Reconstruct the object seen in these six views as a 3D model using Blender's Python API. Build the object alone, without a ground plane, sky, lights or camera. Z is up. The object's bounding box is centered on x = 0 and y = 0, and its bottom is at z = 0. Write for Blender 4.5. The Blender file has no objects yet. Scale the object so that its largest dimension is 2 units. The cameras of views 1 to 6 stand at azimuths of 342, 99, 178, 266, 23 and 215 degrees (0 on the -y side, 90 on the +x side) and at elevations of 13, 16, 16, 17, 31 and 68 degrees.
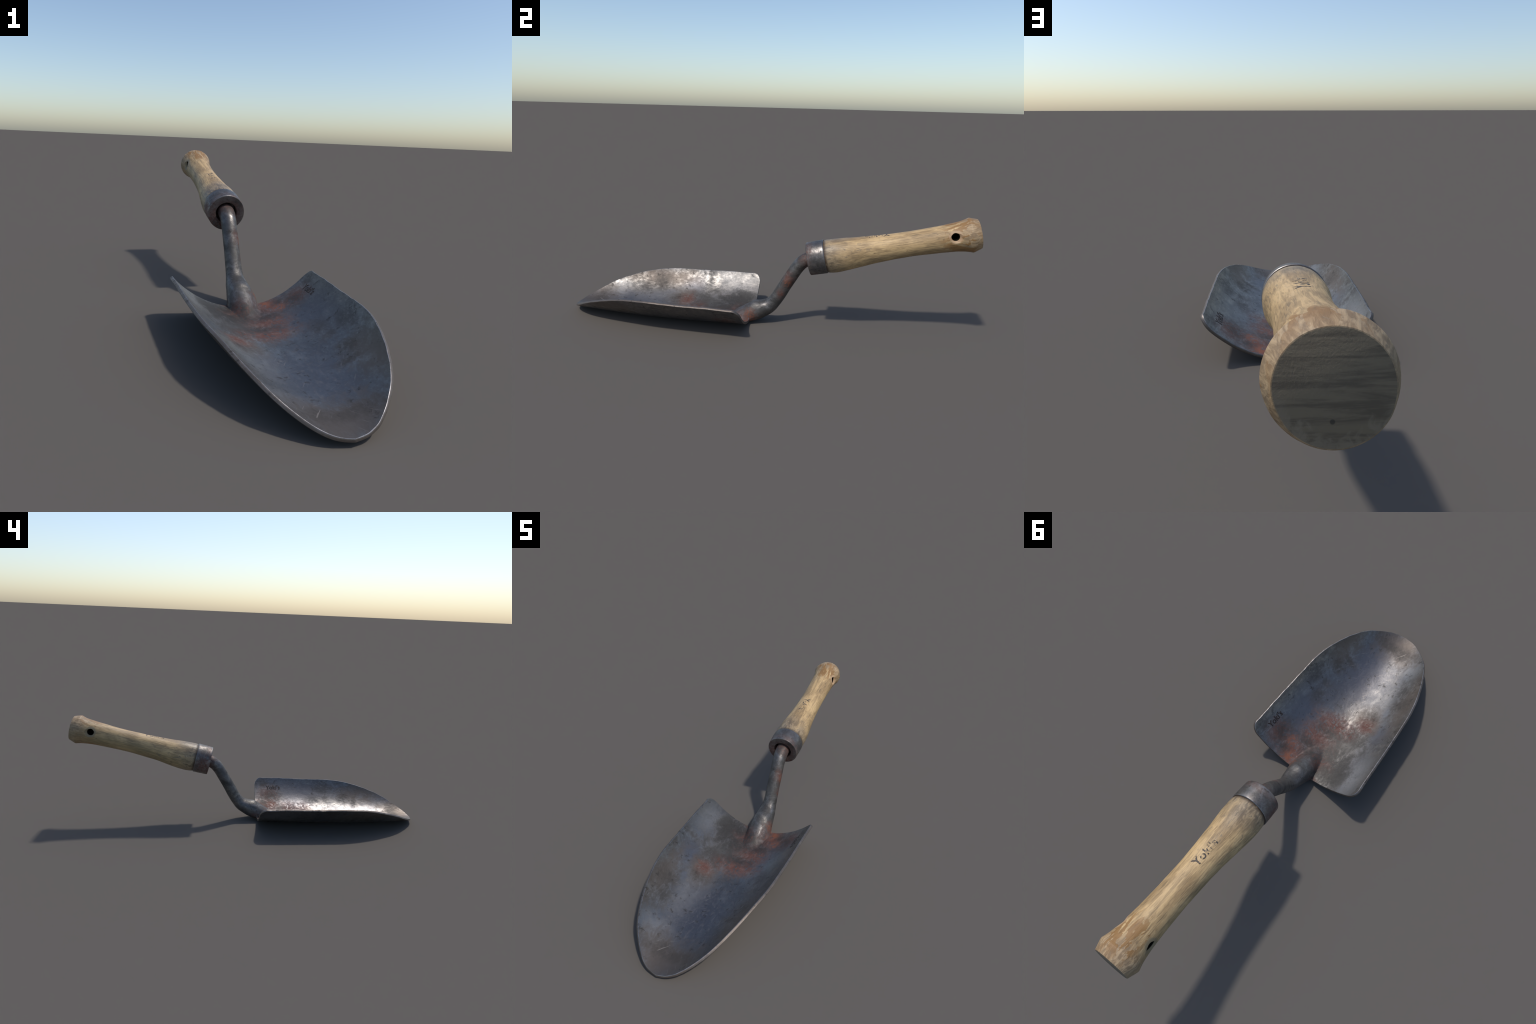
import bpy, bmesh, math
import numpy as np
from mathutils import Vector, noise as mnoise

# =====================================================================
#  Old garden trowel: steel scoop blade, cranked tang, ferrule, ash handle
#  blade points to -y, handle rises to +y, symmetrical about x = 0
# =====================================================================

# ------------------------------------------------------------ helpers
def link(ob, parent=None):
    bpy.context.scene.collection.objects.link(ob)
    if parent is not None:
        ob.parent = parent
    return ob

def mesh_object(name, verts, faces, mats, parent=None, smooth=True, mat_index=None, sharp_angle=None):
    me = bpy.data.meshes.new(name)
    me.from_pydata([tuple(map(float, v)) for v in verts], [], faces)
    for m in mats:
        me.materials.append(m)
    if mat_index is not None:
        me.polygons.foreach_set("material_index", mat_index)
    bm = bmesh.new()
    bm.from_mesh(me)
    bmesh.ops.recalc_face_normals(bm, faces=bm.faces)
    bm.to_mesh(me)
    bm.free()
    me.polygons.foreach_set("use_smooth", [smooth] * len(me.polygons))
    if sharp_angle is not None:
        me.set_sharp_from_angle(angle=math.radians(sharp_angle))
    me.update()
    return link(bpy.data.objects.new(name, me), parent)

def catmull(P, per=24):
    """Catmull-Rom polyline through the rows of P (end tangents mirrored)."""
    P = np.asarray(P, float)
    Q = np.vstack([2 * P[0] - P[1], P, 2 * P[-1] - P[-2]])
    out = []
    for i in range(len(P) - 1):
        a, b, c, d = Q[i:i + 4]
        t = np.linspace(0, 1, per, endpoint=False)[:, None]
        out.append(.5 * (2 * b + (c - a) * t + (2 * a - 5 * b + 4 * c - d) * t ** 2
                         + (3 * b - a - 3 * c + d) * t ** 3))
    out.append(P[-1:])
    return np.vstack(out)

def fbm(p, scale, octaves=3):
    return mnoise.fractal(Vector(p) * scale, 1.0, 2.0, octaves)

# ------------------------------------------------------ node shorthand
class Nodes:
    def __init__(self, name):
        self.mat = bpy.data.materials.new(name)
        self.mat.use_nodes = True
        self.t = self.mat.node_tree
        self.t.nodes.clear()
        self.out = self.n('ShaderNodeOutputMaterial')
        self.bsdf = self.n('ShaderNodeBsdfPrincipled')
        self.t.links.new(self.bsdf.outputs[0], self.out.inputs[0])
        self.P = self.n('ShaderNodeTexCoord').outputs['Object']

    def n(self, kind, **props):
        nd = self.t.nodes.new(kind)
        for k, v in props.items():
            setattr(nd, k, v)
        return nd

    def put(self, sock, val):
        if isinstance(val, bpy.types.NodeSocket):
            self.t.links.new(val, sock)
        elif isinstance(val, (tuple, list)) and len(val) == 3 and sock.type == 'RGBA':
            sock.default_value = (*val, 1)
        else:
            sock.default_value = val

    def m(self, op, a, b=0.0, c=0.0, clamp=False):
        nd = self.n('ShaderNodeMath', operation=op, use_clamp=clamp)
        for s, v in zip(nd.inputs, (a, b, c)):
            self.put(s, v)
        return nd.outputs[0]

    def v(self, op, a, b=(0, 0, 0)):
        nd = self.n('ShaderNodeVectorMath', operation=op)
        self.put(nd.inputs[0], a)
        self.put(nd.inputs[1], b)
        return nd.outputs['Value'] if op in ('LENGTH', 'DOT_PRODUCT', 'DISTANCE') else nd.outputs[0]

    def ramp(self, x, lo, hi, a=0.0, b=1.0):
        """smooth map of x from lo..hi to a..b, clamped"""
        nd = self.n('ShaderNodeMapRange', interpolation_type='SMOOTHSTEP')
        for i, val in enumerate((x, lo, hi, a, b)):
            self.put(nd.inputs[i], val)
        return nd.outputs[0]

    def noise(self, vec, scale=1.0, detail=4, rough=.55, dist=0.0, color=False):
        nd = self.n('ShaderNodeTexNoise')
        self.put(nd.inputs['Vector'], vec)
        for k, val in (('Scale', scale), ('Detail', detail), ('Roughness', rough), ('Distortion', dist)):
            nd.inputs[k].default_value = val
        return nd.outputs['Color' if color else 0]

    def mix(self, f, a, b, mode='MIX'):
        nd = self.n('ShaderNodeMix', data_type='RGBA', blend_type=mode)
        self.put(nd.inputs[0], f)
        self.put(nd.inputs[6], a)
        self.put(nd.inputs[7], b)
        return nd.outputs[2]

    def mixf(self, f, a, b):
        nd = self.n('ShaderNodeMix', data_type='FLOAT')
        self.put(nd.inputs[0], f)
        self.put(nd.inputs[2], a)
        self.put(nd.inputs[3], b)
        return nd.outputs[0]

    def scale(self, vec, s):
        return self.v('MULTIPLY', vec, s)

    def spot(self, centre, radius, warp, soft=.5):
        """blotch: 1 inside an ellipsoid, ragged by the noise socket warp (0..1)"""
        d = self.v('LENGTH', self.scale(self.v('SUBTRACT', self.P, centre), tuple(1 / r for r in radius)))
        d = self.m('ADD', d, warp)
        return self.ramp(d, 1 + soft, 1 - soft)

    def total(self, masks):
        acc = masks[0]
        for k in masks[1:]:
            acc = self.m('MAXIMUM', acc, k)
        return acc

    def bump(self, height, strength, dist, normal=None):
        nd = self.n('ShaderNodeBump')
        nd.inputs['Strength'].default_value = strength
        nd.inputs['Distance'].default_value = dist
        self.put(nd.inputs['Height'], height)
        if normal is not None:
            self.put(nd.inputs['Normal'], normal)
        return nd.outputs[0]

    def surface(self, color, rough, metal=0.0, normal=None, spec=.5):
        self.put(self.bsdf.inputs['Base Color'], color)
        self.put(self.bsdf.inputs['Roughness'], rough)
        self.put(self.bsdf.inputs['Metallic'], metal)
        self.put(self.bsdf.inputs['Specular IOR Level'], spec)
        if normal is not None:
            self.put(self.bsdf.inputs['Normal'], normal)
        return self.mat

# ---------------------------------------------------------- materials
RUST = (.092, .032, .021)
RUST_BRIGHT = (.22, .070, .030)
SOOT = (.034, .030, .026)

def steel(name, rust_spots, bright_spots, dark_spots, grime_spots=(), pale_spots=(), blue_spots=(), brown_spots=(), dull_spots=(),
          streak=(1, 1, 1), base=(.180, .166, .154), worn_edges=False, scratches=False):
    N = Nodes(name)
    P = N.P
    big = N.noise(P, 4.5, 5, .6)
    mid = N.noise(N.scale(P, streak), 15, 7, .66, .5)
    fine = N.noise(N.scale(P, streak), 58, 6, .72, .2)
    grit = N.noise(P, 210, 3, .7)
    warp = N.m('ADD', N.m('MULTIPLY_ADD', mid, 2.6, -1.3), N.m('MULTIPLY_ADD', fine, 1.1, -.55))
    # cloudy oxide over bare metal
    col = N.mix(N.ramp(mid, .33, .68), tuple(.50 * b for b in base), tuple(1.30 * b for b in base))
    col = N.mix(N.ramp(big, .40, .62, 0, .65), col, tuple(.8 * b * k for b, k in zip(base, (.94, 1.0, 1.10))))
    col = N.mix(N.ramp(fine, .50, .68, 0, .45), col, tuple(1.55 * b for b in base))
    col = N.mix(N.ramp(fine, .48, .34, 0, .60), col, (.070, .062, .054))
    rough = N.m('MULTIPLY_ADD', mid, -.34, .595)
    rough = N.m('MULTIPLY_ADD', fine, -.20, rough)
    rough = N.m('MULTIPLY_ADD', big, .16, rough)
    metal = N.ramp(fine, .30, .52, .52, .88)
    def lay(spots, colour, amount, soft, gate=None, rgh=None, met=None):
        nonlocal col, rough, metal
        if not spots:
            return
        k = N.m('MULTIPLY', N.total([N.spot(c, r, warp, soft) for c, r in spots]), amount)
        if gate is not None:
            k = N.m('MULTIPLY', k, gate)
        col = N.mix(k, col, colour)
        if rgh is not None:
            rough = N.mixf(k, rough, rgh)
        if met is not None:
            metal = N.mixf(k, metal, met)
    lay(pale_spots, (.27, .262, .255), .45, .6, None, .60, .75)
    lay(blue_spots, (.138, .135, .146), .75, .7)  # bluish sky reflection tinted into the metal colour
    lay(dull_spots, (.075, .070, .063), .80, .8, None, .66, .60)
    lay(brown_spots, (.135, .108, .088), .85, .8, None, .55, .7)
    lay(dark_spots, SOOT, .62, 1.0, N.ramp(fine, .70, .40, .62, 1), .62, .35)
    # scattered dark pits and stains
    pits = N.ramp(N.noise(P, 30, 6, .74, .15), .565, .68, 0, .72)
    col = N.mix(pits, col, SOOT)
    rough = N.mixf(pits, rough, .62)
    flake = N.noise(P, 42, 6, .72, 1.6)
    gate = N.ramp(N.m('MULTIPLY_ADD', flake, .75, N.m('MULTIPLY', mid, .55)), .55, .67, .06, 1.0)
    lay(rust_spots, N.mix(N.ramp(fine, .40, .62), RUST, (.128, .046, .030)), .92, .85, gate, .78, .05)
    lay(grime_spots, SOOT, .80, .85, N.ramp(N.m('MULTIPLY_ADD', flake, -.7, N.m('MULTIPLY', mid, .9)), .0, .14, .45, 1), .60, .35)
    lay(bright_spots, RUST_BRIGHT, .78, .75, N.ramp(flake, .42, .62, .1, 1), .75, .05)
    if scratches:
        # hair scratches: families of long thin streaks, kept to sparse patches
        zone = N.spot((-.03, -.70, .03), (.18, .26, .2), 0.0, .35)
        for rot, seed in ((.55, 3.1), (-.45, 7.7), (1.2, 12.3)):
            mp = N.n('ShaderNodeMapping')
            mp.inputs['Rotation'].default_value = (0, 0, rot)
            mp.inputs['Location'].default_value = (seed, seed * .5, 0)
            N.put(mp.inputs['Vector'], P)
            ln = N.noise(N.scale(mp.outputs[0], (240, 8, 60)), 1, 2, .5)
            gt = N.ramp(N.noise(mp.outputs[0], 9, 2, .5), .54, .62)
            k = N.m('MULTIPLY', N.ramp(ln, .665, .72), gt)
            k = N.m('MULTIPLY', k, N.m('MULTIPLY_ADD', zone, .42, .08))
            col = N.mix(k, col, (.34, .295, .255))
            rough = N.mixf(k, rough, .5)
    if worn_edges:
        geo = N.n('ShaderNodeNewGeometry')
        k = N.ramp(geo.outputs['Pointiness'], .53, .60, 0, .5)
        col = N.mix(k, col, (.40, .37, .35))
    nb = N.bump(N.m('ADD', mid, N.m('MULTIPLY', fine, .4)), .16, .006)
    nb = N.bump(grit, .10, .0015, nb)
    return N.surface(col, rough, metal, nb)

# trowel axis of the handle: a straight line rising 13 degrees
A0 = np.array([0, .302, .365])
ADIR = np.array([0, math.cos(math.radians(13)), math.sin(math.radians(13))])
AUP = np.array([0, -ADIR[2], ADIR[1]])

def on_axis(s, x=0.0, t=0.0):
    return A0 + s * ADIR + t * AUP + np.array([x, 0, 0])

def wood(name, ink=False):
    N = Nodes(name)
    rel = N.v('SUBTRACT', N.P, tuple(A0))
    s = N.v('DOT_PRODUCT', rel, tuple(ADIR))
    t = N.v('DOT_PRODUCT', rel, tuple(AUP))
    sep = N.n('ShaderNodeSeparateXYZ')
    N.put(sep.inputs[0], N.P)
    x = sep.outputs[0]
    def grain_space(ks, kc, seed=0.0):
        nd = N.n('ShaderNodeCombineXYZ')
        N.put(nd.inputs[0], N.m('MULTIPLY_ADD', s, ks, seed))
        N.put(nd.inputs[1], N.m('MULTIPLY', x, kc))
        N.put(nd.inputs[2], N.m('MULTIPLY', t, kc))
        return nd.outputs[0]
    cloud = N.noise(grain_space(5, 14, 2), 1, 5, .58, .5)
    grain = N.noise(grain_space(9, 95), 1, 6, .62, .9)
    hair = N.noise(grain_space(13, 230, 5), 1, 4, .6, .3)
    flake = N.noise(grain_space(26, 60, 9), 1, 6, .62, .8)
    # cathedral figure: rings of a slightly leaning trunk
    wv = N.n('ShaderNodeTexWave', wave_type='RINGS', rings_direction='X')
    N.put(wv.inputs['Vector'], grain_space(1.5, 13, .3))
    for k, val in (('Scale', 2.4), ('Distortion', 8.0), ('Detail', 4.0), ('Detail Scale', 1.6), ('Detail Roughness', .6)):
        wv.inputs[k].default_value = val
    rings = wv.outputs['Fac']
    col = N.mix(N.ramp(cloud, .36, .62), (.335, .235, .125), (.545, .395, .215))
    col = N.mix(N.ramp(rings, .55, .95, 0, .40), col, (.255, .180, .100))
    col = N.mix(N.ramp(grain, .50, .62, 0, .55), col, (.215, .150, .085))
    col = N.mix(N.ramp(grain, .45, .34, 0, .40), col, (.62, .46, .27))
    col = N.mix(N.m('MULTIPLY', N.ramp(hair, .53, .63, 0, .66), N.ramp(cloud, .62, .38, .35, 1)), col, (.130, .098, .062))
    # greenish grey weathering on the flanks (sides away from the hand)
    side = N.ramp(N.m('ADD', t, N.m('MULTIPLY', cloud, .06)), .062, .018, 0, .62)
    side = N.m('MULTIPLY', side, N.ramp(x, .05, -.05, .22, 1))
    side = N.m('MULTIPLY', side, N.ramp(grain, .36, .56, .6, 1))
    col = N.mix(side, col, (.205, .180, .110))
    # hand grime towards the ferrule
    grime = N.ramp(N.m('MULTIPLY_ADD', cloud, .22, N.m('SUBTRACT', s, .11)), .16, .01, 0, .90)
    col = N.mix(grime, col, N.mix(N.ramp(flake, .40, .60), (.120, .098, .076), (.30, .240, .165)))
    col = N.mix(N.ramp(s, .018, .003, 0, .85), col, (.050, .034, .026))  # thin dark reddish line where the wood meets the ferrule
    # grey scuffs with hard borders and a few dark nicks
    sc = N.m('MULTIPLY', N.ramp(flake, .60, .63), N.ramp(s, .34, .06, .12, .8))
    col = N.mix(sc, col, (.17, .142, .108))
    nick = N.ramp(N.noise(grain_space(20, 50, 31), 1, 3, .5), .685, .73, 0, .75)
    col = N.mix(nick, col, (.085, .066, .044))
    # old varnish left in orange-brown islands near the butt
    patch = N.noise(grain_space(15, 30, 17), 1, 5, .55, .7)
    isl = N.m('ADD', patch, N.m('MULTIPLY', N.m('SUBTRACT', cloud, .5), .8))
    zone = N.ramp(s, .49, .58)
    varn = N.m('MULTIPLY', N.ramp(N.m('ADD', isl, N.m('MULTIPLY', zone, .10)), .545, .575), zone)
    varn = N.m('MULTIPLY', varn, N.ramp(s, .695, .655, .30, 1))
    varn = N.m('MULTIPLY', varn, N.ramp(x, -.055, -.035, .25, 1))
    bare = N.mix(N.ramp(grain, .40, .58), (.43, .325, .215), (.235, .170, .112))
    col = N.mix(N.m('MULTIPLY', N.ramp(s, .60, .655), .7), col, bare)
    col = N.mix(N.m('MULTIPLY', side, N.ramp(s, .58, .66, 0, .8)), col, (.185, .160, .110))
    col = N.mix(N.m('MULTIPLY', varn, .88), col, N.mix(N.ramp(flake, .5, .70), (.250, .138, .050), (.165, .092, .036)))
    # paler tint round the hanging hole, its inner shadow painted black
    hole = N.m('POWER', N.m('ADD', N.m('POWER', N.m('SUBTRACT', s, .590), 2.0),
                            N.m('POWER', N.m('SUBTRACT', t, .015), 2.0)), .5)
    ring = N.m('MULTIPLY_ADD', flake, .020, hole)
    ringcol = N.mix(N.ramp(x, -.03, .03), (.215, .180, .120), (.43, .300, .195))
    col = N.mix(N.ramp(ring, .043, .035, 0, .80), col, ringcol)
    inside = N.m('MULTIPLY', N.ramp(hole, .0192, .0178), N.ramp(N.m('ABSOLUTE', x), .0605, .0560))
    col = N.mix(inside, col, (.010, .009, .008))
    col = N.mix(1.0, col, (1.04, .975, .87), 'MULTIPLY')
    # sawn end face: dark weathered end grain with wavy lines across
    geo = N.n('ShaderNodeNewGeometry')
    face = N.v('DOT_PRODUCT', geo.outputs['True Normal'], tuple(ADIR))
    nd = N.n('ShaderNodeCombineXYZ')
    N.put(nd.inputs[0], N.m('MULTIPLY', x, 7.0))
    N.put(nd.inputs[1], N.m('MULTIPLY', t, 75.0))
    endg = N.noise(nd.outputs[0], 1, 6, .65, .5)
    endc = N.mix(N.ramp(endg, .40, .57), (.128, .100, .068), (.200, .156, .102))
    edge = N.m('POWER', N.m('ADD', N.m('POWER', x, 2.0), N.m('POWER', t, 2.0)), .5)
    pale = N.m('MULTIPLY', N.ramp(N.m('MULTIPLY_ADD', flake, .07, edge), .088, .102),
               N.ramp(t, .0, -.045))
    endc = N.mix(N.m('MULTIPLY', pale, .7), endc, (.25, .20, .14))
    dot = N.m('POWER', N.m('ADD', N.m('POWER', N.m('SUBTRACT', x, .003), 2.0),
                           N.m('POWER', N.m('ADD', t, .038), 2.0)), .5)
    endc = N.mix(N.m('MULTIPLY', N.ramp(dot, .0036, .0020), .7), endc, (.035, .032, .028))
    onface = N.ramp(face, .90, .97)
    col = N.mix(onface, col, endc)
    if ink:
        # stamped ink, half rubbed away with the grain
        k = N.noise(grain_space(60, 85, 4.4), 1, 3, .6, .3)
        k = N.ramp(N.m('ADD', k, N.ramp(s, .205, .262, -.07, .085)), .45, .54, .0, .90)
        col = N.mix(k, col, (.022, .022, .027))
    rough = N.m('MULTIPLY_ADD', grain, .25, .42)
    rough = N.mixf(N.m('MULTIPLY', grime, .6), rough, .30)
    rough = N.mixf(N.m('MAXIMUM', onface, inside), rough, .92)
    nb = N.bump(N.m('ADD', N.m('MULTIPLY', grain, -.6), N.m('MULTIPLY', hair, -.4)), .35, .004)
    nb = N.bump(N.m('MULTIPLY', varn, N.m('SUBTRACT', 1.0, onface)), .25, .0015, nb)
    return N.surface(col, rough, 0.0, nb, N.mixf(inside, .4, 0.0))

def plain(name, col, rough, metal=0.0):
    N = Nodes(name)
    k = N.noise(N.P, 60, 3, .6)
    return N.surface(N.mix(N.ramp(k, .35, .65), tuple(.7 * c for c in col), col), rough, metal)

RUSTY = [((.105, -.135, .03), (.080, .070, .06)), ((.045, -.250, .02), (.080, .080, .05)),
         ((.015, -.360, .015), (.10, .050, .05)), ((-.115, -.435, .035), (.038, .038, .05)),
         ((.185, -.145, .08), (.050, .055, .055)), ((-.04, -.15, .03), (.05, .045, .05)),
         ((.025, .130, .235), (.03, .030, .04)), ((0, .222, .347), (.06, .034, .06)),
         ((.09, -.07, .02), (.05, .04, .05)),
         ((.065, -.045, .02), (.035, .04, .04)), ((-.065, -.045, .015), (.025, .03, .03)),
         ((.035, .095, .165), (.02, .02, .025))]
FRESH = [((.085, -.080, .02), (.035, .042, .03)), ((.12, -.155, .04), (.025, .030, .03)),
         ((.055, -.06, .03), (.03, .03, .04)), ((.028, .122, .222), (.014, .016, .022))]
GRIME = [((-.135, -.170, .045), (.055, .075, .06)), ((-.06, -.20, .02), (.06, .05, .04)),
         ((.01, -.165, .035), (.055, .055, .035)), ((.05, -.205, .02), (.07, .030, .04)),
         ((-.085, -.13, .025), (.05, .045, .04)), ((.0, -.31, .02), (.06, .025, .04)), ((.175, -.165, .07), (.04, .06, .05)), ((.13, -.11, .04), (.03, .03, .03)),
         ((0, .19, .33), (.045, .02, .045)), ((.0, .13, .22), (.05, .03, .02)),
         ((.04, .06, .13), (.03, .02, .03))]
SOOTY = [((-.140, -.185, .048), (.060, .080, .06)), ((-.115, -.12, .035), (.06, .04, .05)), ((.0, -.90, .02), (.12, .025, .05)),
         
         ((.168, -.617, .067), (.022, .032, .04)), ((.135, -.68, .05), (.032, .018, .03)), ((.165, -.50, .06), (.022, .022, .04)),
         ((.05, -.895, .02), (.045, .028, .03)), ((-.04, -.88, .02), (.045, .020, .03)),
         ((.16, -.43, .056), (.030, .045, .04)), ((.223, -.49, .109), (.025, .045, .04)),
         ((-.20, -.60, .095), (.035, .045, .05)), ((-.11, -.37, .03), (.055, .04, .04)),
         ((-.12, -.49, .03), (.04, .03, .03)), ((-.17, -.70, .08), (.03, .05, .05)),
         ((-.24, -.33, .12), (.05, .020, .05)), ((.25, -.11, .14), (.03, .025, .03)),
         ((0, -.012, .112), (.035, .035, .02)), ((0, -.035, .0), (.08, .05, .014)), ((.0, .13, .22), (.05, .03, .02))]
MAT_BLADE = steel(
    'tarnished_blade_steel', RUSTY, FRESH, SOOTY, GRIME,
    pale_spots=[((-.225, -.17, .11), (.06, .10, .08)), ((-.09, -.55, .03), (.06, .18, .06)),
                ((-.10, -.83, .05), (.09, .06, .08)), ((.015, -.035, .105), (.03, .018, .012))],
    blue_spots=[((.04, -.70, .015), (.11, .18, .06)), ((.16, -.33, .06), (.09, .16, .08)),
                ((-.20, -.42, .08), (.04, .06, .06)),
                ((-.05, .02, .06), (.03, .09, .06)), ((-.03, .15, .27), (.02, .08, .1))],
    brown_spots=[((0, -.93, .03), (.16, .09, .08)), ((-.22, -.62, .11), (.04, .16, .06)),
                 ((.20, -.75, .10), (.06, .14, .06)), ((-.12, -.46, .03), (.08, .06, .05))],
    dull_spots=[((-.105, -.300, .03), (.085, .085, .06)), ((-.15, -.13, .05), (.05, .06, .06)),
                ((-.08, -.10, .02), (.05, .06, .05)), ((-.04, -.25, .02), (.09, .11, .05)),
                ((0, -.02, .06), (.07, .10, .06)), ((0, .10, .20), (.06, .10, .12))],
    streak=(1.4, .9, 1.4), scratches=True)
MAT_EDGE = steel('worn_edge_steel', [], [], [], base=(.27, .25, .238), brown_spots=[((0, -.5, .1), (2, 2, 2))])
MAT_BURNISHED = steel('burnished_edge_steel', [], [], [], base=(.29, .27, .26))
MAT_TANG = MAT_BLADE
MAT_FERRULE = steel(
    'ferrule_steel',
    rust_spots=[((0, .221, .345), (.075, .018, .075)), ((0, .23, .29), (.07, .04, .025)),
                ((-.06, .25, .34), (.05, .05, .05))],
    bright_spots=[], dark_spots=[((.07, .27, .35), (.03, .035, .04)), ((-.04, .25, .43), (.04, .03, .04)),
                                 ((0, .24, .35), (.046, .09, .046))],
    base=(.190, .172, .158), worn_edges=True)
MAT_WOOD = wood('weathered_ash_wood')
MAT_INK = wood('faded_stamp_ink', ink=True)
MAT_STAMP = plain('etched_dark_mark', (.030, .018, .014), .6, .2)

# ============================================================ the thing
trowel = link(bpy.data.objects.new('garden_trowel', None))
trowel.empty_display_size = .2
trowel["label"] = "old rusty steel garden trowel with weathered wooden handle"
trowel["category"] = "garden trowel"

# ---------------------------------------------------------------- blade
# right-hand outline (half width, y), from the rear corner to the tip
OUTLINE = catmull([(.2760, -.060), (.2743, -.100), (.2719, -.2136), (.2686, -.3269), (.2642, -.4409),
                   (.2563, -.5554), (.2350, -.6635), (.2025, -.7732), (.1585, -.8725), (.0985, -.948),
                   (.050, -.984), (0, -.9975)])
# radius of the trough's arc and height of its floor along y
RAD = catmull([(.06, .334), (.10, .331), (.20, .3235), (.33, .319), (.44, .311), (.555, .298), (.663, .272),
               (.773, .246), (.8725, .218), (.948, .190), (1.02, .160)])
THICK = .0122
REAR = -.060

def smoothstep(x):
    x = min(max(x, 0.0), 1.0)
    return x * x * (3 - 2 * x)

def trough(x, y):
    r = float(np.interp(-y, RAD[:, 0], RAD[:, 1]))
    x = min(abs(x), r * .985)
    floor = .0127 + .0085 * smoothstep((-y - .62) / .40)
    # the shoulders beside the socket are pressed up slightly
    lift = .0058 * smoothstep(x / .075) * (1 - smoothstep((x - .195) / .085)) * (1 - smoothstep((-y - .06) / .36))
    return floor + r - math.sqrt(r * r - x * x) + lift

def mound_top(x, y):
    """upper face of the socket where it runs out over the blade floor"""
    zc = .028 + .60 * (y - REAR)
    half = .0605 + .006 * (y - REAR) / .12
    q = 1 - (x / half) ** 2
    return zc + .070 * math.sqrt(q) if q > 0 else -1.0

def smooth_max(a, b, k):
    h = max(k - abs(a - b), 0) / k
    return max(a, b) + h * h * k * .25

def blade_top(x, y):
    z = trough(x, y)
    if y > -.26:
        z = smooth_max(z, mound_top(x, y), .022)
    fade = min(math.hypot(x / .075, (y - REAR) / .075), 1.0)     # keep the socket's foot true
    return z + .0007 * fade * fbm((x, y, 0), 9, 3)

def trough_normal(x, y):
    e = 1e-4
    gx = (trough(x + e, y) - trough(x - e, y)) / (2 * e)
    gy = (trough(x, y + e) - trough(x, y - e)) / (2 * e)
    n = np.array([-gx, -gy, 1.0])
    return n / np.linalg.norm(n)

def build_blade():
    NU, NV = 170, 170
    # arc of the nose as y(x); rows blend from the straight rear to this arc
    nose = OUTLINE[::-1]
    w_end = .120
    y_end = float(np.interp(w_end, nose[:, 0], nose[:, 1]))
    corner = .034                                   # rounding of rear corners
    us = [math.sin(math.pi / 2 * (i / NU * 2 - 1)) * .30 + (i / NU * 2 - 1) * .70 for i in range(NU + 1)]
    top, low = [], []
    for j in range(NV + 1):
        v = j / NV
        ye = REAR + (y_end - REAR) * v
        for u in us:
            # half width at this row and the shape of the row
            w_row = float(np.interp(-ye, -OUTLINE[:, 1], OUTLINE[:, 0]))
            x = u * w_row
            arc = float(np.interp(abs(u) * w_end, nose[:, 0], nose[:, 1])) - y_end
            y = ye + arc * v ** 2.2
            edge = abs(u) * .276 - (.276 - corner)
            if edge > 0:                            # rounded rear corner
                drop = corner - math.sqrt(max(corner ** 2 - edge ** 2, 0))
                y -= drop * max(1 - v / .16, 0) ** 1.5
            # the edge of the sheet is a little nicked
            if abs(u) > .97 or v > .97:
                y += .0007 * fbm((x, y, 3), 26, 2)
                x += .0007 * fbm((x, y, 8), 26, 2)
            top.append((x, y, blade_top(x, y)))
            n = trough_normal(x, y)
            th = THICK * (1 - .12 * v)
            p = np.array([x, y, trough(x, y)]) - n * th
            low.append(tuple(p))
    cols = NU + 1
    idx = lambda i, j: j * cols + i
    ring = ([idx(i, 0) for i in range(cols)] + [idx(NU, j) for j in range(1, NV + 1)]
            + [idx(i, NV) for i in range(NU - 1, -1, -1)] + [idx(0, j) for j in range(NV - 1, 0, -1)])
    verts = list(top) + list(low)
    nt = len(top)
    faces, mats = [], []
    for j in range(NV):
        for i in range(NU):
            faces.append((idx(i, j), idx(i + 1, j), idx(i + 1, j + 1), idx(i, j + 1)))
            mats.append(0)
            faces.append((nt + idx(i, j), nt + idx(i, j + 1), nt + idx(i + 1, j + 1), nt + idx(i + 1, j)))
            mats.append(0)
    # rim: softened edge strip between the two skins
    loops = [ring]
    m = len(ring)
    for f, bulge in ((.13, .0012), (.5, .0014), (.90, .0011)):
        base = len(verts)
        for k in range(m):
            a, b = np.array(top[ring[k]]), np.array(low[ring[k]])
            pv, nx = np.array(top[ring[k - 1]]), np.array(top[ring[(k + 1) % m]])
            tan = nx - pv
            out = np.cross(tan, a - b)
            out /= max(np.linalg.norm(out), 1e-9)
            c = a + (b - a) * f
            if np.dot(out, c - np.array([0, -.45, .1])) < 0:
                out = -out
            verts.append(tuple(c + out * bulge))
        loops.append([base + k for k in range(m)])
    loops.append([nt + r for r in ring])
    for n_strip, (a, b) in enumerate(zip(loops[:-1], loops[1:])):
        for k in range(m):
            kk = (k + 1) % m
            faces.append((a[k], a[kk], b[kk], b[k]))
            mats.append(2 if n_strip == 0 else 1)
    # the underside must rest on z = 0
    V = np.array(verts)
    V[:, 2] = np.maximum(V[:, 2], 0)
    return mesh_object('blade', V, faces, [MAT_BLADE, MAT_EDGE, MAT_BURNISHED], trowel, True, mats, 40)

blade = build_blade()

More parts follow.
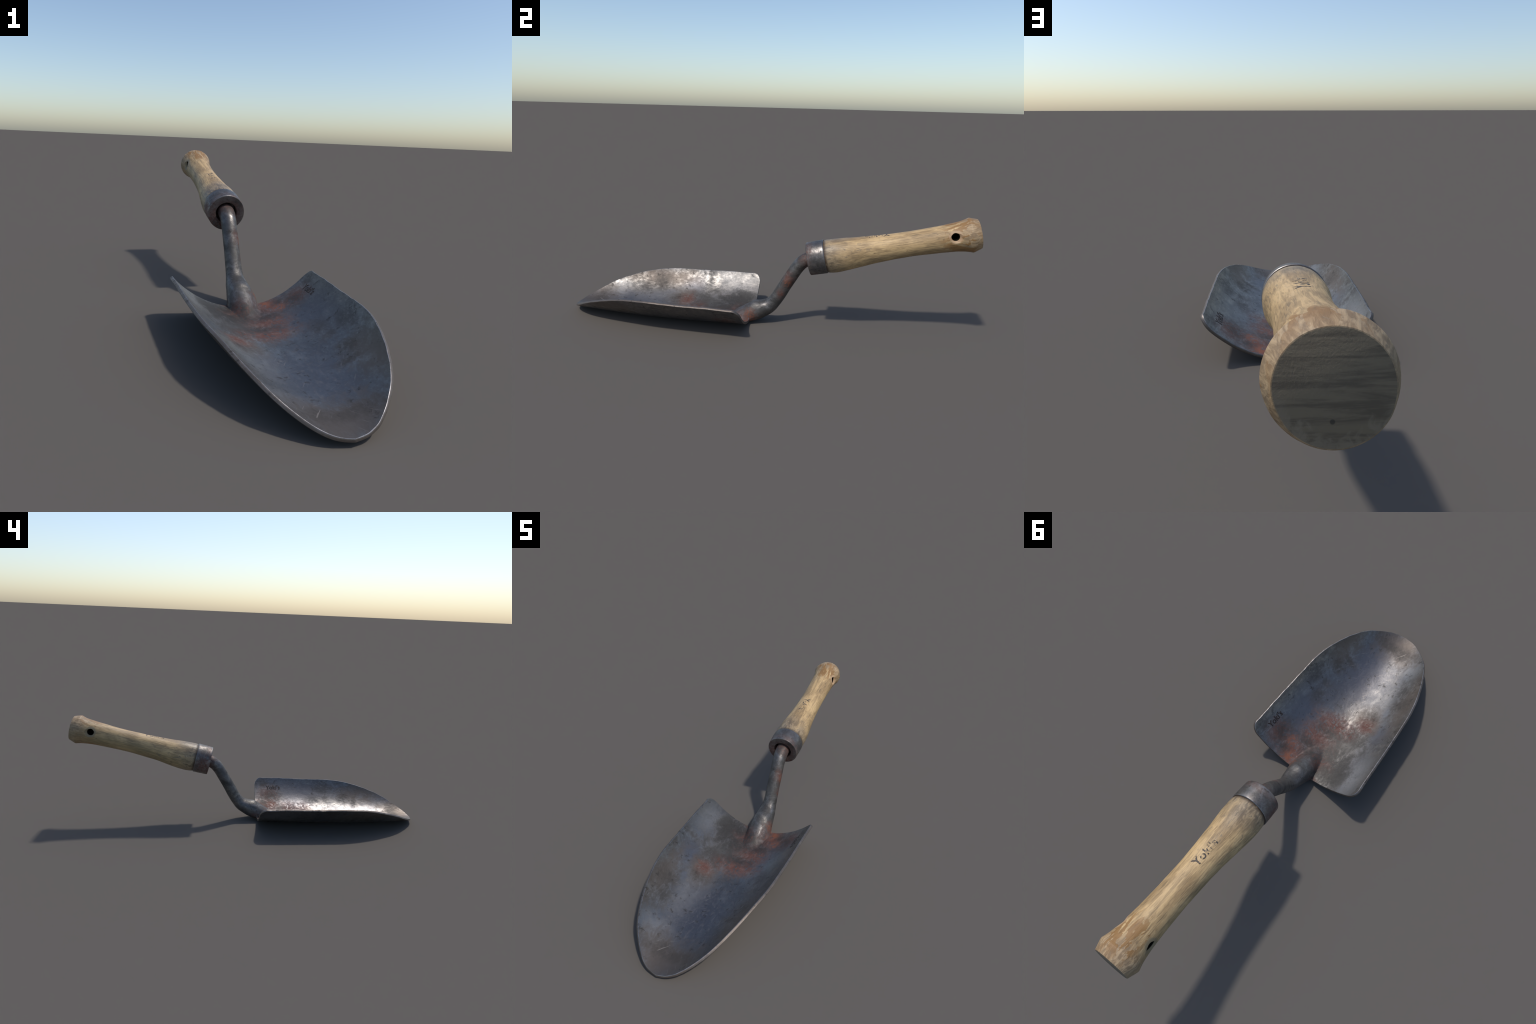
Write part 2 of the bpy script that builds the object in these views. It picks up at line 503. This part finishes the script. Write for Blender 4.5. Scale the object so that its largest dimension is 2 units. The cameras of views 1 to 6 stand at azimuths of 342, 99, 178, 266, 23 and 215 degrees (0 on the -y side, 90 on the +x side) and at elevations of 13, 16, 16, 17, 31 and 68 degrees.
# ----------------------------------------------------------- tang + socket
# stations: y, z, tilt of the section (degrees), half width, upper and lower half height
TANG = catmull([
    (.300, .3645, 13, .034, .034, .034),
    (.240, .3505, 14, .0345, .0345, .0345),
    (.214, .3420, 20, .0345, .034, .034),
    (.195, .3300, 33, .034, .033, .033),
    (.178, .3125, 48, .033, .0325, .0325),
    (.161, .2880, 58, .0325, .032, .032),
    (.134, .2420, 60, .0325, .032, .032),
    (.108, .1970, 60, .0325, .032, .032),
    (.086, .1570, 59, .033, .0325, .0325),
    (.066, .1240, 56, .0345, .033, .033),
    (.047, .1000, 49, .038, .036, .035),
    (.027, .0850, 40, .043, .040, .040),
    (.005, .0730, 33, .0465, .045, .043),
    (-.020, .0570, 21, .0510, .0555, .043),
    (-.042, .0410, 9, .0555, .0640, .035),
    (-.0603, .0278, 0, .0603, .0699, .0262)], per=11)

def build_tang():
    RN = 72
    verts, faces = [], []
    rows = [tuple(r) for r in TANG]
    # run out inside the blade's swelling, just under its skin
    for d, shrink in ((.004, .004), (.012, .010), (.03, .020)):
        y = REAR - d
        rows.append((y, .0275 - .6 * d, 0, .059 - shrink, .068 - shrink, max(.024 - .6 * d, .004)))
    for (y, z, tilt, a, bu, bl) in rows:
        ct, st = math.cos(math.radians(tilt)), math.sin(math.radians(tilt))
        for k in range(RN):
            th = 2 * math.pi * k / RN
            cx, cz = math.cos(th), math.sin(th)
            h = cz * (bu if cz > 0 else bl)
            p = np.array([a * cx, y - st * h, z + ct * h])
            nz = .0006 * fbm(p, 13, 3) * smoothstep((y + .045) / .05)
            p += np.array([cx, -st * cz, ct * cz]) * nz
            p[2] = max(p[2], .0012)
            verts.append(tuple(p))
    n = len(rows)
    for j in range(n - 1):
        for k in range(RN):
            kk = (k + 1) % RN
            faces.append((j * RN + k, j * RN + kk, (j + 1) * RN + kk, (j + 1) * RN + k))
    faces.append(tuple(range(RN)))
    faces.append(tuple((n - 1) * RN + k for k in range(RN)))
    return mesh_object('tang', verts, faces, [MAT_TANG], trowel, True, None, 60)

tang = build_tang()

# --------------------------------------------------------- turned parts
def lathe(name, profile, mat, closed=False, segs=128, wobble=0.0, seed=0.0, drop=None, sharp=35, cap_end=False):
    """revolve (s, r) about the handle axis"""
    verts, faces = [], []
    n = len(profile)
    for (s, r) in profile:
        for k in range(segs):
            th = 2 * math.pi * k / segs
            c, d = math.cos(th), math.sin(th)
            rr = r
            if wobble:
                rr += wobble * fbm((c * .8 + seed, d * .8, s * 7), 1.3, 3)
            t = rr * d + (drop(s) if drop else 0)
            verts.append(tuple(on_axis(s, rr * c, t)))
    for j in range(n if closed else n - 1):
        jj = (j + 1) % n
        for k in range(segs):
            kk = (k + 1) % segs
            faces.append((j * segs + k, j * segs + kk, jj * segs + kk, jj * segs + k))
    if not closed:
        faces.append(tuple(range(segs)))
        faces.append(tuple((n - 1) * segs + k for k in range(segs)))
    return mesh_object(name, verts, faces, [mat], trowel, True, None, sharp)

ferrule = lathe('ferrule', [
    (.0005, .0790), (-.0010, .0812), (-.0040, .0816), (-.030, .0812), (-.060, .0803), (-.0790, .0797),
    (-.0815, .0790), (-.0828, .0775), (-.0830, .0755), (-.0830, .0500), (-.0815, .0465), (-.0780, .0450),
    (-.040, .0445), (-.0380, .0300), (-.010, .0300), (-.004, .0700)],
    MAT_FERRULE, closed=True, wobble=.0006, sharp=50)

def sag(s):
    return -.0028 * smoothstep(s / .05) * (1 - smoothstep((s - .14) / .10)) - .0008 - .0014 * smoothstep((s - .58) / .07)

def rounded_profile():
    p = catmull([(-.002, .0765), (.003, .0772), (.012, .0792), (.034, .0805), (.065, .0800), (.100, .0775),
                 (.136, .0737), (.190, .0685), (.240, .0645), (.300, .0613), (.350, .0599), (.410, .0592),
                 (.470, .0598), (.520, .0614), (.560, .0637), (.600, .0668), (.630, .0708), (.650, .0756),
                 (.659, .0786)], per=7)
    tail = [(.6625, .0797), (.6655, .0796), (.672, .0778), (.682, .0742), (.692, .0709), (.6990, .0684),
            (.7008, .0674), (.7014, .0660)]
    return [(s, r) for s, r in p] + tail

handle = lathe('handle', rounded_profile(), MAT_WOOD, segs=144, wobble=.0011, seed=4.0, drop=sag, sharp=30)

def drill(ob):
    """hanging hole across the butt, countersunk on both flanks"""
    c = on_axis(.590, 0, .015)
    half = [(.0, .0168), (.0555, .0168), (.0585, .0185), (.0615, .0225), (.0645, .0272), (.0675, .0320), (.13, .12)]
    prof = [(-x, r) for x, r in half[:0:-1]] + half[1:]
    segs, V, Fc = 48, [], []
    for x, r in prof:
        for k in range(segs):
            th = 2 * math.pi * k / segs
            V.append(tuple(c + r * math.cos(th) * ADIR + r * math.sin(th) * AUP + np.array([x, 0, 0])))
    for j in range(len(prof) - 1):
        for k in range(segs):
            kk = (k + 1) % segs
            Fc.append((j * segs + k, j * segs + kk, (j + 1) * segs + kk, (j + 1) * segs + k))
    Fc.append(tuple(range(segs)))
    Fc.append(tuple((len(prof) - 1) * segs + k for k in range(segs)))
    cutter = mesh_object('cutter', V, Fc, [MAT_WOOD])
    md = ob.modifiers.new('hole', 'BOOLEAN')
    md.operation, md.solver, md.object = 'DIFFERENCE', 'EXACT', cutter
    bpy.context.view_layer.update()
    dg = bpy.context.evaluated_depsgraph_get()
    me = bpy.data.meshes.new_from_object(ob.evaluated_get(dg))
    ob.modifiers.clear()
    ob.data = me
    me.name = ob.name
    me.polygons.foreach_set("use_smooth", [True] * len(me.polygons))
    me.set_sharp_from_angle(angle=math.radians(33))
    bpy.data.objects.remove(cutter)

drill(handle)

# ------------------------------------------------------------- lettering
def lettering(name, text, size, mat, parent, place, spacing=1.0, bold=0.0, thick=.0008):
    """text outline, tessellated finely, then laid on a surface by place(a, b) -> (point, normal)"""
    cu = bpy.data.curves.new(name, 'FONT')
    cu.body, cu.size, cu.space_character, cu.offset = text, size, spacing, bold
    cu.resolution_u = 6
    tmp = link(bpy.data.objects.new(name + '_outline', cu))
    bpy.context.view_layer.update()
    dg = bpy.context.evaluated_depsgraph_get()
    me = bpy.data.meshes.new_from_object(tmp.evaluated_get(dg))
    bpy.data.objects.remove(tmp)
    bm = bmesh.new()
    bm.from_mesh(me)
    bmesh.ops.remove_doubles(bm, verts=bm.verts, dist=1e-6)
    bmesh.ops.triangulate(bm, faces=bm.faces)
    for _ in range(3):
        long_e = [e for e in bm.edges if e.calc_length() > size * .09]
        if not long_e:
            break
        bmesh.ops.subdivide_edges(bm, edges=long_e, cuts=1)
        bmesh.ops.triangulate(bm, faces=bm.faces)
    xs = [v.co.x for v in bm.verts]
    width = max(xs) - min(xs)
    x0 = min(xs)
    geo = bmesh.ops.extrude_face_region(bm, geom=list(bm.faces))
    lifted = {v for v in geo['geom'] if isinstance(v, bmesh.types.BMVert)}
    for v in bm.verts:
        p, n = place((v.co.x - x0) / width, v.co.y / size)
        v.co = Vector(p) + Vector(n) * (thick if v in lifted else -thick * 2)
    bmesh.ops.recalc_face_normals(bm, faces=bm.faces)
    bm.to_mesh(me)
    bm.free()
    me.materials.clear()
    me.materials.append(mat)
    return link(bpy.data.objects.new(name, me), parent)

# name on the right wing of the blade, letters upright towards the edge
def on_wing(a, b):
    y = -.129 - .092 * a
    # walk up the arc of the trough from the base line of the writing
    x = .2215 + .0285 * b
    return (x, y, blade_top(x, y)), trough_normal(x, y)

blade_mark = lettering('blade_lettering', "Yoki's", .05, MAT_STAMP, trowel, on_wing, 1.04, .0014, .0005)

# ink stamp on top of the handle, read from butt to ferrule, letter tops to +x
H_PROF = np.array(rounded_profile())
def on_handle(a, b):
    s = .311 - .113 * a
    lat = -.0115 + .042 * b
    r = float(np.interp(s, H_PROF[:, 0], H_PROF[:, 1]))
    ang = lat / r
    n = math.sin(ang) * np.array([1.0, 0, 0]) + math.cos(ang) * AUP
    rr = r + .0011 * fbm((math.sin(ang) * .8 + 4.0, math.cos(ang) * .8, s * 7), 1.3, 3)
    return on_axis(s, rr * math.sin(ang), rr * math.cos(ang) + sag(s)), n

handle_mark = lettering('handle_lettering', "Yoki's", .05, MAT_INK, trowel, on_handle, 1.05, .0010, .0004)
